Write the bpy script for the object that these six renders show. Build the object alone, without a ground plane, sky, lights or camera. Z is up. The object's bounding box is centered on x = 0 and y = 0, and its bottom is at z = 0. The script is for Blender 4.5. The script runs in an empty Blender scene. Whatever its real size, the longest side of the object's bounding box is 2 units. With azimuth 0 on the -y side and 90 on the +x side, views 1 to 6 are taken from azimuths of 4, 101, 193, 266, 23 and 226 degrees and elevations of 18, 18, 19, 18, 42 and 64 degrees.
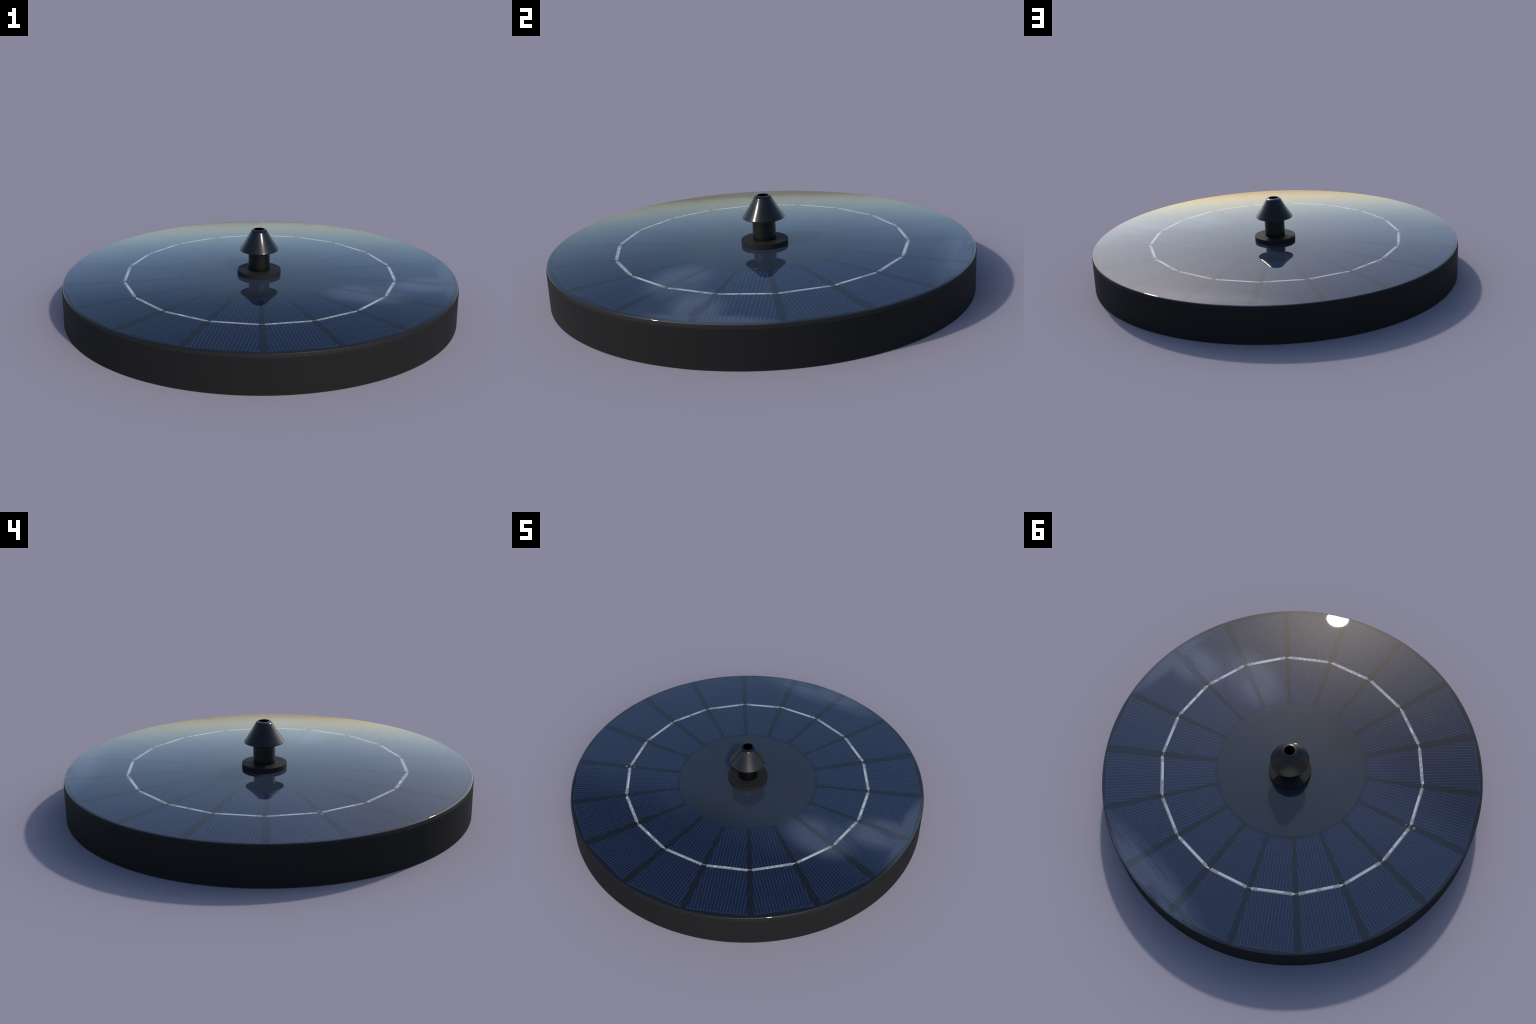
"""Round floating solar fountain: black housing, glossy solar disc, central spray nozzle."""
import bpy, math, random
from mathutils import Vector

random.seed(7)
SEG = 256

# ------------------------------------------------------------------ sizes (metres)
R_BODY = 1.0            # outer radius of housing and disc
Z_SEAM = 0.1690         # joint between housing and disc
Z_TOP = 0.1900          # flat top of the disc
Z_CELL = Z_TOP + 0.00006   # solar cells are set almost flush in the resin
STEP = 0.00004          # bars, ribbons and links lie one on the other
CENTRE = Vector((-0.0032, 0.0045, 0.0))    # centre of the ring of cells
NOZZLE = Vector((-0.0071, 0.0180, 0.0))    # axis of the nozzle
CAMBER = math.tan(math.radians(7.75))      # the glossy face is shaded like a shallow lens

# directions (degrees) of the 18 gaps between cells
GAPS = [-5.0, 15.6, 36.0, 56.2, 76.4, 96.2, 115.6, 135.2, 155.0, 174.7,
        194.7, 214.7, 234.0, 254.5, 275.0, 295.0, 315.1, 335.4]
N = len(GAPS)
CELL_IN, CELL_OUT = 0.393, 0.982           # corner radii of a cell
GAP_HALF = 1.1                             # half a gap, degrees
BUS_IN, BUS_OUT = 0.679, 0.696             # corner radii of the silver bar
PITCH = 0.0165                             # spacing of the thin contact lines


# ------------------------------------------------------------------ node helpers
class Nodes:
    def __init__(self, name):
        self.mat = bpy.data.materials.new(name)
        self.mat.use_nodes = True
        self.t = self.mat.node_tree
        self.bsdf = self.t.nodes["Principled BSDF"]

    def new(self, kind, **props):
        n = self.t.nodes.new(kind)
        for k, v in props.items():
            setattr(n, k, v)
        return n

    def put(self, socket, value):
        if isinstance(value, bpy.types.NodeSocket):
            self.t.links.new(value, socket)
        else:
            socket.default_value = value

    def math(self, op, a, b=0.0, c=0.0, clamp=False):
        n = self.new("ShaderNodeMath", operation=op, use_clamp=clamp)
        for s, v in zip(n.inputs, (a, b, c)):
            self.put(s, v)
        return n.outputs[0]

    def step(self, x, lo, hi):
        n = self.new("ShaderNodeMapRange", interpolation_type="SMOOTHSTEP")
        self.put(n.inputs["Value"], x)
        n.inputs["From Min"].default_value = lo
        n.inputs["From Max"].default_value = hi
        return n.outputs["Result"]

    def mix(self, f, a, b):
        n = self.new("ShaderNodeMix", data_type="RGBA")
        self.put(n.inputs[0], f)
        for s, v in ((n.inputs[6], a), (n.inputs[7], b)):
            self.put(s, v if isinstance(v, bpy.types.NodeSocket) else (*v, 1.0))
        return n.outputs[2]

    def noise(self, vec, scale, detail=2.0, rough=0.5):
        n = self.new("ShaderNodeTexNoise")
        self.put(n.inputs["Vector"], vec)
        n.inputs["Scale"].default_value = scale
        n.inputs["Detail"].default_value = detail
        n.inputs["Roughness"].default_value = rough
        return n.outputs["Fac"]

    def world(self):
        return self.new("ShaderNodeNewGeometry").outputs["Position"]

    def local(self):
        return self.new("ShaderNodeTexCoord").outputs["Object"]

    def xyz(self, vec):
        n = self.new("ShaderNodeSeparateXYZ")
        self.put(n.inputs[0], vec)
        return n.outputs

    def blob(self, pos, centre, angle, along, across):
        """soft elliptical patch on the disc: 1 in the middle, 0 at the edge"""
        m = self.new("ShaderNodeMapping", vector_type="TEXTURE")
        self.put(m.inputs["Vector"], pos)
        m.inputs["Location"].default_value = (centre[0], centre[1], Z_TOP)
        m.inputs["Rotation"].default_value = (0, 0, math.radians(angle))
        m.inputs["Scale"].default_value = (along, across, 1.0)
        g = self.new("ShaderNodeVectorMath", operation="LENGTH")
        self.put(g.inputs[0], m.outputs[0])
        return self.step(g.outputs["Value"], 1.0, 0.35)

    def finish(self, colour, rough, spec=0.5, ior=1.5):
        self.put(self.bsdf.inputs["Base Color"], colour if isinstance(colour, bpy.types.NodeSocket) else (*colour, 1.0))
        self.put(self.bsdf.inputs["Roughness"], rough)
        self.bsdf.inputs["Specular IOR Level"].default_value = spec
        self.bsdf.inputs["IOR"].default_value = ior
        return self.mat


GLOSS = 0.012
BAKED_REFLECTION = (0.082, 0.096, 0.122)
BAKED_REFLECTION_ON_CELL = (0.088, 0.106, 0.150)


def baked_reflection_mask(n, pos):
    """painted-on film in streaks: cloudy reflections near the rim"""
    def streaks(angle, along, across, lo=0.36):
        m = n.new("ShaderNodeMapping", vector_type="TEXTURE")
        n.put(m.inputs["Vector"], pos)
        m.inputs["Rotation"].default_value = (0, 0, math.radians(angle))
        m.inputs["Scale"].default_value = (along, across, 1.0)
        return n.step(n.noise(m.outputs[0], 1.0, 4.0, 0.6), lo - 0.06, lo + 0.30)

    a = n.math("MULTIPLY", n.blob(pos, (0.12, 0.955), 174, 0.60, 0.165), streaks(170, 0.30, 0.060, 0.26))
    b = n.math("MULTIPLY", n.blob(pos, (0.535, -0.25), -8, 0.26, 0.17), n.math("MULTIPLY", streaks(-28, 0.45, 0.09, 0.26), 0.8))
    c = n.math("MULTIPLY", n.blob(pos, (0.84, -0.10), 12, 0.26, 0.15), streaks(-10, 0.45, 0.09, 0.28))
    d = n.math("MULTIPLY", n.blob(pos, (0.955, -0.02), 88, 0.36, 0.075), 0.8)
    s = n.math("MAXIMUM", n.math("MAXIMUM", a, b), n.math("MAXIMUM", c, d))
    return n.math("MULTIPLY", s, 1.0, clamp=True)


def sky_sheen_mask(n, pos):
    """gradient of film tinted into the disc colour; front sector left dark"""
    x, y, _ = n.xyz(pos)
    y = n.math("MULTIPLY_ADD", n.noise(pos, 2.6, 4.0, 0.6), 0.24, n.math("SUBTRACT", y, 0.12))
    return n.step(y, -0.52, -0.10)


def mat_backing():
    n = Nodes("dark_resin_backing")
    pos = n.world()
    x, y, _ = n.xyz(pos)
    r = n.math("SQRT", n.math("ADD", n.math("MULTIPLY", x, x), n.math("MULTIPLY", y, y)))
    sky_sheen = sky_sheen_mask(n, pos)
    speck = n.step(n.noise(pos, 160.0, 2.0), 0.62, 0.72)
    gap = n.mix(sky_sheen, (0.0045, 0.0062, 0.0090), (0.0158, 0.0213, 0.0310))
    middle = n.mix(sky_sheen, (0.0090, 0.0125, 0.0170), (0.0225, 0.0310, 0.0455))
    col = n.mix(n.step(r, 0.392, 0.382), gap, middle)
    col = n.mix(n.math("MULTIPLY", speck, 0.25), col, (0.006, 0.009, 0.013))
    col = n.mix(n.math("MULTIPLY", baked_reflection_mask(n, pos), 0.58), col, BAKED_REFLECTION)
    return n.finish(col, GLOSS)


def mat_cell():
    n = Nodes("blue_silicon_cell")
    pos, loc = n.world(), n.local()
    x, y, _ = n.xyz(loc)
    sky_sheen = sky_sheen_mask(n, pos)
    speck = n.noise(pos, 130.0, 3.0, 0.7)
    body = n.mix(sky_sheen, (0.0040, 0.0088, 0.0265), (0.0175, 0.0280, 0.0575))
    body = n.mix(n.math("MULTIPLY", n.step(speck, 0.50, 0.30), 0.35), body, (0.0050, 0.0090, 0.0220))
    # the inner end of a cell fades into the resin
    inner = n.step(x, CELL_IN + 0.006, CELL_IN - 0.006)
    body = n.mix(n.math("MULTIPLY", inner, 0.5), body, (0.0150, 0.0210, 0.0340))
    # thin parallel contact lines running along the cell
    ph = n.math("FRACT", n.math("ADD", n.math("DIVIDE", y, PITCH), 100.5))
    off = n.math("ABSOLUTE", n.math("SUBTRACT", ph, 0.5))
    line = n.step(off, 0.100, 0.035)
    begin = n.step(x, CELL_IN + 0.007, CELL_IN + 0.010)
    broken = n.step(n.noise(pos, 60.0, 2.0), 0.30, 0.60)
    line = n.math("MULTIPLY", n.math("MULTIPLY", line, begin), n.math("MULTIPLY_ADD", broken, 0.45, 0.55))
    # pale outer border of each cell
    end = CELL_OUT * math.cos(math.radians(8.9))
    edge = n.step(x, end - 0.0040, end - 0.0015)
    line = n.math("MAXIMUM", line, n.math("MULTIPLY", edge, 0.6))
    col = n.mix(n.math("MULTIPLY", baked_reflection_mask(n, pos), 0.60), body, BAKED_REFLECTION_ON_CELL)
    add = n.new("ShaderNodeMix", data_type="RGBA", blend_type="ADD")
    n.put(add.inputs[0], line)
    n.put(add.inputs[6], col)
    add.inputs[7].default_value = (0.029, 0.038, 0.055, 1.0)
    col = add.outputs[2]
    return n.finish(col, GLOSS)


def mat_silver(name, a, b, dull=None, edge_shadow=None):
    n = Nodes(name)
    loc = n.local()
    x, y, _ = n.xyz(loc)
    col = n.mix(n.noise(n.world(), 55.0, 3.0), a, b)
    if dull:                                   # each ribbon has its own brightness
        tone = n.new("ShaderNodeObjectInfo").outputs["Random"]
        col = n.mix(n.math("MULTIPLY", tone, 0.45), col, dull)
        # short worn stretches along the strip
        m = n.new("ShaderNodeMapping")
        n.put(m.inputs["Vector"], n.world())
        m.inputs["Scale"].default_value = (26.0, 26.0, 1.0)
        col = n.mix(n.step(n.noise(m.outputs[0], 1.0, 3.0), 0.60, 0.66), col, dull)
    if edge_shadow:                                 # shadow of the ribbon's edge, drawn into the bar colour
        g = n.step(n.math("ABSOLUTE", n.math("SUBTRACT", x, edge_shadow)), 0.0016, 0.0006)
        col = n.mix(n.math("MULTIPLY", g, 0.6), col, (0.06, 0.065, 0.07))
    return n.finish(col, GLOSS)


def mat_mottled(name):
    """tarnished ribbon: grey ground with bright and dark flecks drawn out along the strip"""
    n = Nodes(name)
    m = n.new("ShaderNodeMapping")
    n.put(m.inputs["Vector"], n.local())
    m.inputs["Scale"].default_value = (190.0, 55.0, 1.0)
    seed = n.new("ShaderNodeObjectInfo").outputs["Random"]
    shift = n.new("ShaderNodeVectorMath", operation="ADD")
    n.put(shift.inputs[0], m.outputs[0])
    combine = n.new("ShaderNodeCombineXYZ")
    n.put(combine.inputs[2], n.math("MULTIPLY", seed, 40.0))
    n.put(shift.inputs[1], combine.outputs[0])
    f = n.noise(shift.outputs[0], 1.0, 3.0, 0.6)
    col = n.mix(n.step(f, 0.52, 0.60), (0.24, 0.25, 0.27), (0.50, 0.53, 0.57))
    col = n.mix(n.step(f, 0.43, 0.36), col, (0.10, 0.10, 0.105))
    return n.finish(col, GLOSS)


def mat_plastic(name, colour, rough, spec=0.5):
    n = Nodes(name)
    pos = n.local()
    col = n.mix(n.noise(pos, 40.0, 3.0), tuple(c * 0.92 for c in colour), tuple(c * 1.08 for c in colour))
    return n.finish(col, rough, spec)


M_BACK = mat_backing()
M_CELL = mat_cell()
M_BAR = mat_silver("dull_silver_bar", (0.20, 0.205, 0.21), (0.27, 0.275, 0.28),
                   edge_shadow=BUS_OUT * math.cos(math.radians(8.9)) - 0.0040)
M_TAB = mat_silver("bright_tinned_ribbon", (0.37, 0.42, 0.465), (0.45, 0.495, 0.535), dull=(0.21, 0.215, 0.225))
M_TAB_DIRTY = mat_mottled("mottled_tinned_ribbon")
M_BEAD = mat_silver("dark_solder_bead", (0.07, 0.08, 0.09), (0.16, 0.17, 0.18))
M_BODY = mat_plastic("matt_black_plastic", (0.0140, 0.0138, 0.0137), 0.6, 0.08)
M_FLANGE = mat_plastic("matt_black_flange", (0.0135, 0.0131, 0.0128), 0.58, 0.12)
M_GLOSSY = mat_plastic("glossy_black_plastic", (0.0026, 0.0027, 0.0029), 0.15)
M_STEM = mat_plastic("satin_black_stem", (0.0014, 0.0014, 0.0014), 0.30, 0.35)
M_HOLE = mat_plastic("black_bore", (0.0004, 0.0004, 0.0004), 0.9, 0.0)


# ------------------------------------------------------------------ mesh helpers
def link_object(name, mesh, parent, location=(0, 0, 0)):
    o = bpy.data.objects.new(name, mesh)
    bpy.context.scene.collection.objects.link(o)
    o.parent = parent
    o.location = location
    return o


def build_mesh(name, verts, faces, mats, face_mat=None, loop_normal=None):
    me = bpy.data.meshes.new(name)
    me.from_pydata(verts, [], faces)
    for m in mats:
        me.materials.append(m)
    for p in me.polygons:
        p.use_smooth = True
        if face_mat:
            p.material_index = face_mat(p.index)
    if loop_normal:
        ns = [loop_normal(p.index, me.loops[i].vertex_index) for p in me.polygons for i in p.loop_indices]
        me.normals_split_custom_set(ns)
    me.update()
    return me


def lathe(name, profile, mats, seg=SEG):
    """profile: rows of (radius, z, tilt_below, tilt_above, material of the band to the next row).
    tilt = angle of the surface normal from straight up, on the band before / after the row."""
    verts, faces, band = [], [], []
    for r, z, *_ in profile:
        for k in range(seg):
            a = math.tau * k / seg
            verts.append((r * math.cos(a), r * math.sin(a), z))
    for i in range(len(profile) - 1):
        for k in range(seg):
            j = (k + 1) % seg
            faces.append((i * seg + k, i * seg + j, (i + 1) * seg + j, (i + 1) * seg + k))
            band.append(i)
    for row, flip in ((0, True), (len(profile) - 1, False)):
        ring = [row * seg + k for k in range(seg)]
        faces.append(ring[::-1] if flip else ring)
        band.append(-1 if row == 0 else -2)

    def normal(fi, vi):
        b, row, k = band[fi], vi // seg, vi % seg
        a = math.tau * k / seg
        if b < 0:
            t = profile[row][2] if b == -1 else profile[row][3]
        else:
            t = profile[row][3] if row == b else profile[row][2]
        t = math.radians(t)
        return (math.sin(t) * math.cos(a), math.sin(t) * math.sin(a), math.cos(t))

    def fmat(fi):
        b = band[fi]
        return profile[0][4] if b == -1 else profile[-1][4] if b == -2 else profile[b][4]

    return build_mesh(name, verts, faces, mats, fmat, normal)


def slab(name, outline, z_top, depth, mat, cuts=1):
    """flat plate from a counter-clockwise outline, its face shaded with the camber of the disc"""
    n = len(outline)
    verts = [(x, y, z_top) for x, y in outline] + [(x, y, z_top - depth) for x, y in outline]
    faces = [tuple(range(n))] + [(i, n + i, n + (i + 1) % n, (i + 1) % n) for i in range(n)]

    def normal(fi, vi):
        x, y, _ = verts[vi]
        return tuple(Vector((CAMBER * x, CAMBER * y, 1.0)).normalized())

    return build_mesh(name, verts, faces, [mat], None, normal)


# ------------------------------------------------------------------ the thing
fountain = bpy.data.objects.new("solar_fountain", None)
bpy.context.scene.collection.objects.link(fountain)
fountain["label"] = "round black solar fountain with blue cells and nozzle"
fountain["category"] = "solar fountain"

# housing: straight black drum
housing = link_object("housing", lathe("housing", [
    (1.0000, 0.0000, 180, 90, 0),
    (1.0000, Z_SEAM - 0.0010, 90, 90, 0),
    (0.9990, Z_SEAM, 45, 0, 0),
], [M_BODY]), fountain)

# solar disc: sloping black edge, round glossy shoulder, cambered glossy face
edge_tilt = math.degrees(math.atan(CAMBER))
prof = [(0.9990, Z_SEAM + 0.0004, 180, 120, 0), (1.0000, Z_SEAM + 0.0012, 72, 72, 0),
        (0.9968, 0.1864, 60, 55, 1), (0.9960, 0.1876, 47, 47, 1), (0.9948, 0.1887, 35, 35, 1),
        (0.9930, 0.1896, 22, 22, 1), (0.9900, Z_TOP, edge_tilt, edge_tilt, 1)]
for r in (0.9, 0.75, 0.6, 0.45, 0.3, 0.15, 0.02):
    t = math.degrees(math.atan(CAMBER * r))
    prof.append((r, Z_TOP, t, t, 1))
disc = link_object("solar_disc", lathe("solar_disc", prof, [M_BODY, M_BACK]), fountain)

# solar cells: trapezoids whose own x axis points outward
half = 10.0 - GAP_HALF
ci, si = math.cos(math.radians(half)), math.sin(math.radians(half))
half_in = math.radians(10.0 - 1.45)
cell_mesh = slab("solar_cell", [
    (CELL_IN * math.cos(half_in), -CELL_IN * math.sin(half_in)), (CELL_OUT * ci, -CELL_OUT * si),
    (CELL_OUT * ci, CELL_OUT * si), (CELL_IN * math.cos(half_in), CELL_IN * math.sin(half_in))],
    Z_CELL, 0.003, M_CELL)

bx0, bx1 = BUS_IN * ci, BUS_OUT * ci
by0, by1 = BUS_IN * si, BUS_OUT * si
bar_mesh = slab("contact_bar", [(bx0, -by0), (bx1, -by1), (bx1, by1), (bx0, by0)], Z_CELL + STEP, 0.003, M_BAR)


def ribbon_outline(y0, y1, x0, x1, rag):
    """long strip with slightly ragged ends"""
    j = lambda: random.uniform(-rag, rag)
    return [(x0 + j() * .3, y0 + j()), (x1 + j() * .3, y0 + j()), (x1 + j() * .3, (y0 + y1) / 2),
            (x1 + j() * .3, y1 + j()), (x0 + j() * .3, y1 + j()), (x0 + j() * .3, (y0 + y1) / 2)]


length = by0 * 2
w = bx1 - bx0
ribbons = {}
for dirty, mat in ((False, M_TAB), (True, M_TAB_DIRTY)):
    ribbons[dirty] = []
    for v in range(4):
        lo = -length / 2 + length * random.uniform(0.10, 0.22)
        hi = length / 2 - length * random.uniform(0.10, 0.24)
        shift = random.uniform(-0.10, 0.16) * w
        o = ribbon_outline(lo, hi, bx0 + 0.14 * w + shift, bx1 - 0.24 * w + shift, 0.002)
        ribbons[dirty].append(slab("tinned_ribbon", o, Z_CELL + 3 * STEP, 0.003, mat))

stub_meshes = []
for v in range(4):
    lw = random.uniform(0.0055, 0.0085)
    mid = (BUS_IN + BUS_OUT) / 2 + random.uniform(-0.002, 0.003)
    o = ribbon_outline(-0.0160, 0.0160, mid - lw / 2, mid + lw / 2, 0.0015)
    stub_meshes.append(slab("solder_link", o, Z_CELL + 2 * STEP, 0.003, M_BEAD))
tip_meshes = []
for v in range(3):
    mid = (BUS_IN + BUS_OUT) / 2 + random.uniform(-0.002, 0.002)
    o = ribbon_outline(-0.004, 0.006 + 0.003 * v, mid - 0.0042, mid + 0.0042, 0.0012)
    tip_meshes.append(slab("ribbon_end", o, Z_CELL + 4 * STEP, 0.003, M_TAB))

for k in range(N):
    a0, a1 = GAPS[k], GAPS[(k + 1) % N] + (360 if k == N - 1 else 0)
    mid = (a0 + a1) / 2
    span = (a1 - a0) / 20.0
    place = dict(parent=disc, location=CENTRE)
    cell = link_object("solar_cell", cell_mesh, **place)
    cell.rotation_euler[2] = math.radians(mid + random.uniform(-0.25, 0.25))
    cell.scale = (1.0 + random.uniform(-0.004, 0.006), span * random.uniform(0.985, 1.01), 1.0)
    bar = link_object("contact_bar", bar_mesh, **place)
    bar.rotation_euler[2] = math.radians(mid)
    bar.scale = (1.0, span, 1.0)
    m = ((mid + 180) % 360) - 180
    dirty = -150 < m < -40
    rib = link_object("tinned_ribbon", ribbons[dirty][k % 4], **place)
    rib.rotation_euler[2] = math.radians(mid)
    rib.scale = (1.0, span, 1.0)
    gap = link_object("solder_link", stub_meshes[k % 4], **place)
    gap.rotation_euler[2] = math.radians(a0)
    if k % 18 != 14:
        tip = link_object("ribbon_end", tip_meshes[k % 3], **place)
        tip.rotation_euler[2] = math.radians(a0 + random.choice((-1.0, 1.0)) * random.uniform(0.7, 1.3))

# two solder beads at the joint on the far left of the ring
bead_at = math.radians(GAPS[10])
for r, rad in ((0.709, 0.0080), (0.664, 0.0055)):
    o = [(rad * math.cos(t * math.tau / 12), rad * math.sin(t * math.tau / 12)) for t in range(12)]
    me = slab("solder_bead", o, Z_CELL + 5 * STEP, 0.004, M_BEAD)
    b = link_object("solder_bead", me, disc, CENTRE + Vector((r * math.cos(bead_at), r * math.sin(bead_at), 0)))

# ------------------------------------------------------------------ nozzle
stem = link_object("nozzle", lathe("nozzle_stem", [
    (0.0545, 0.2100, 180, 90, 0), (0.0545, 0.3280, 90, 0, 0)], [M_STEM], 96), fountain, NOZZLE)
link_object("nozzle_flange", lathe("nozzle_flange", [
    (0.1100, Z_TOP + 0.0002, 180, 135, 0), (0.1107, Z_TOP + 0.0009, 90, 90, 0),
    (0.1107, 0.2125, 90, 90, 0), (0.1100, 0.2132, 0, 0, 0), (0.03, 0.2132, 0, 0, 0)], [M_FLANGE], 128), stem)

cone = [(0.0500, 0.3168, 180, 180, 0), (0.0965, 0.3168, 180, 165, 0), (0.0986, 0.3178, 125, 125, 0),
        (0.0997, 0.3205, 80, 70, 0), (0.0985, 0.3235, 56.2, 56.2, 0)]
pts = [(0.0985, 0.3235), (0.0903, 0.3355), (0.0777, 0.3540), (0.0645, 0.3745), (0.0529, 0.3940), (0.0452, 0.4080), (0.0428, 0.4125)]
for i in range(1, len(pts)):
    p, q = pts[i - 1], pts[min(i + 1, len(pts) - 1)]
    t = math.degrees(math.atan2(q[1] - p[1], p[0] - q[0]))
    cone.append((*pts[i], t, t, 0))
cone += [(0.0405, 0.4168, 42, 42, 0), (0.0380, 0.4208, 27, 27, 0), (0.0345, 0.4238, 14, 14, 0),
         (0.0300, 0.4250, 5, 5, 0), (0.0264, 0.4248, 0, -90, 1),
         (0.0264, 0.3400, -90, 0, 1)]
link_object("spray_cap", lathe("spray_cap", cone, [M_GLOSSY, M_HOLE], 128), stem)
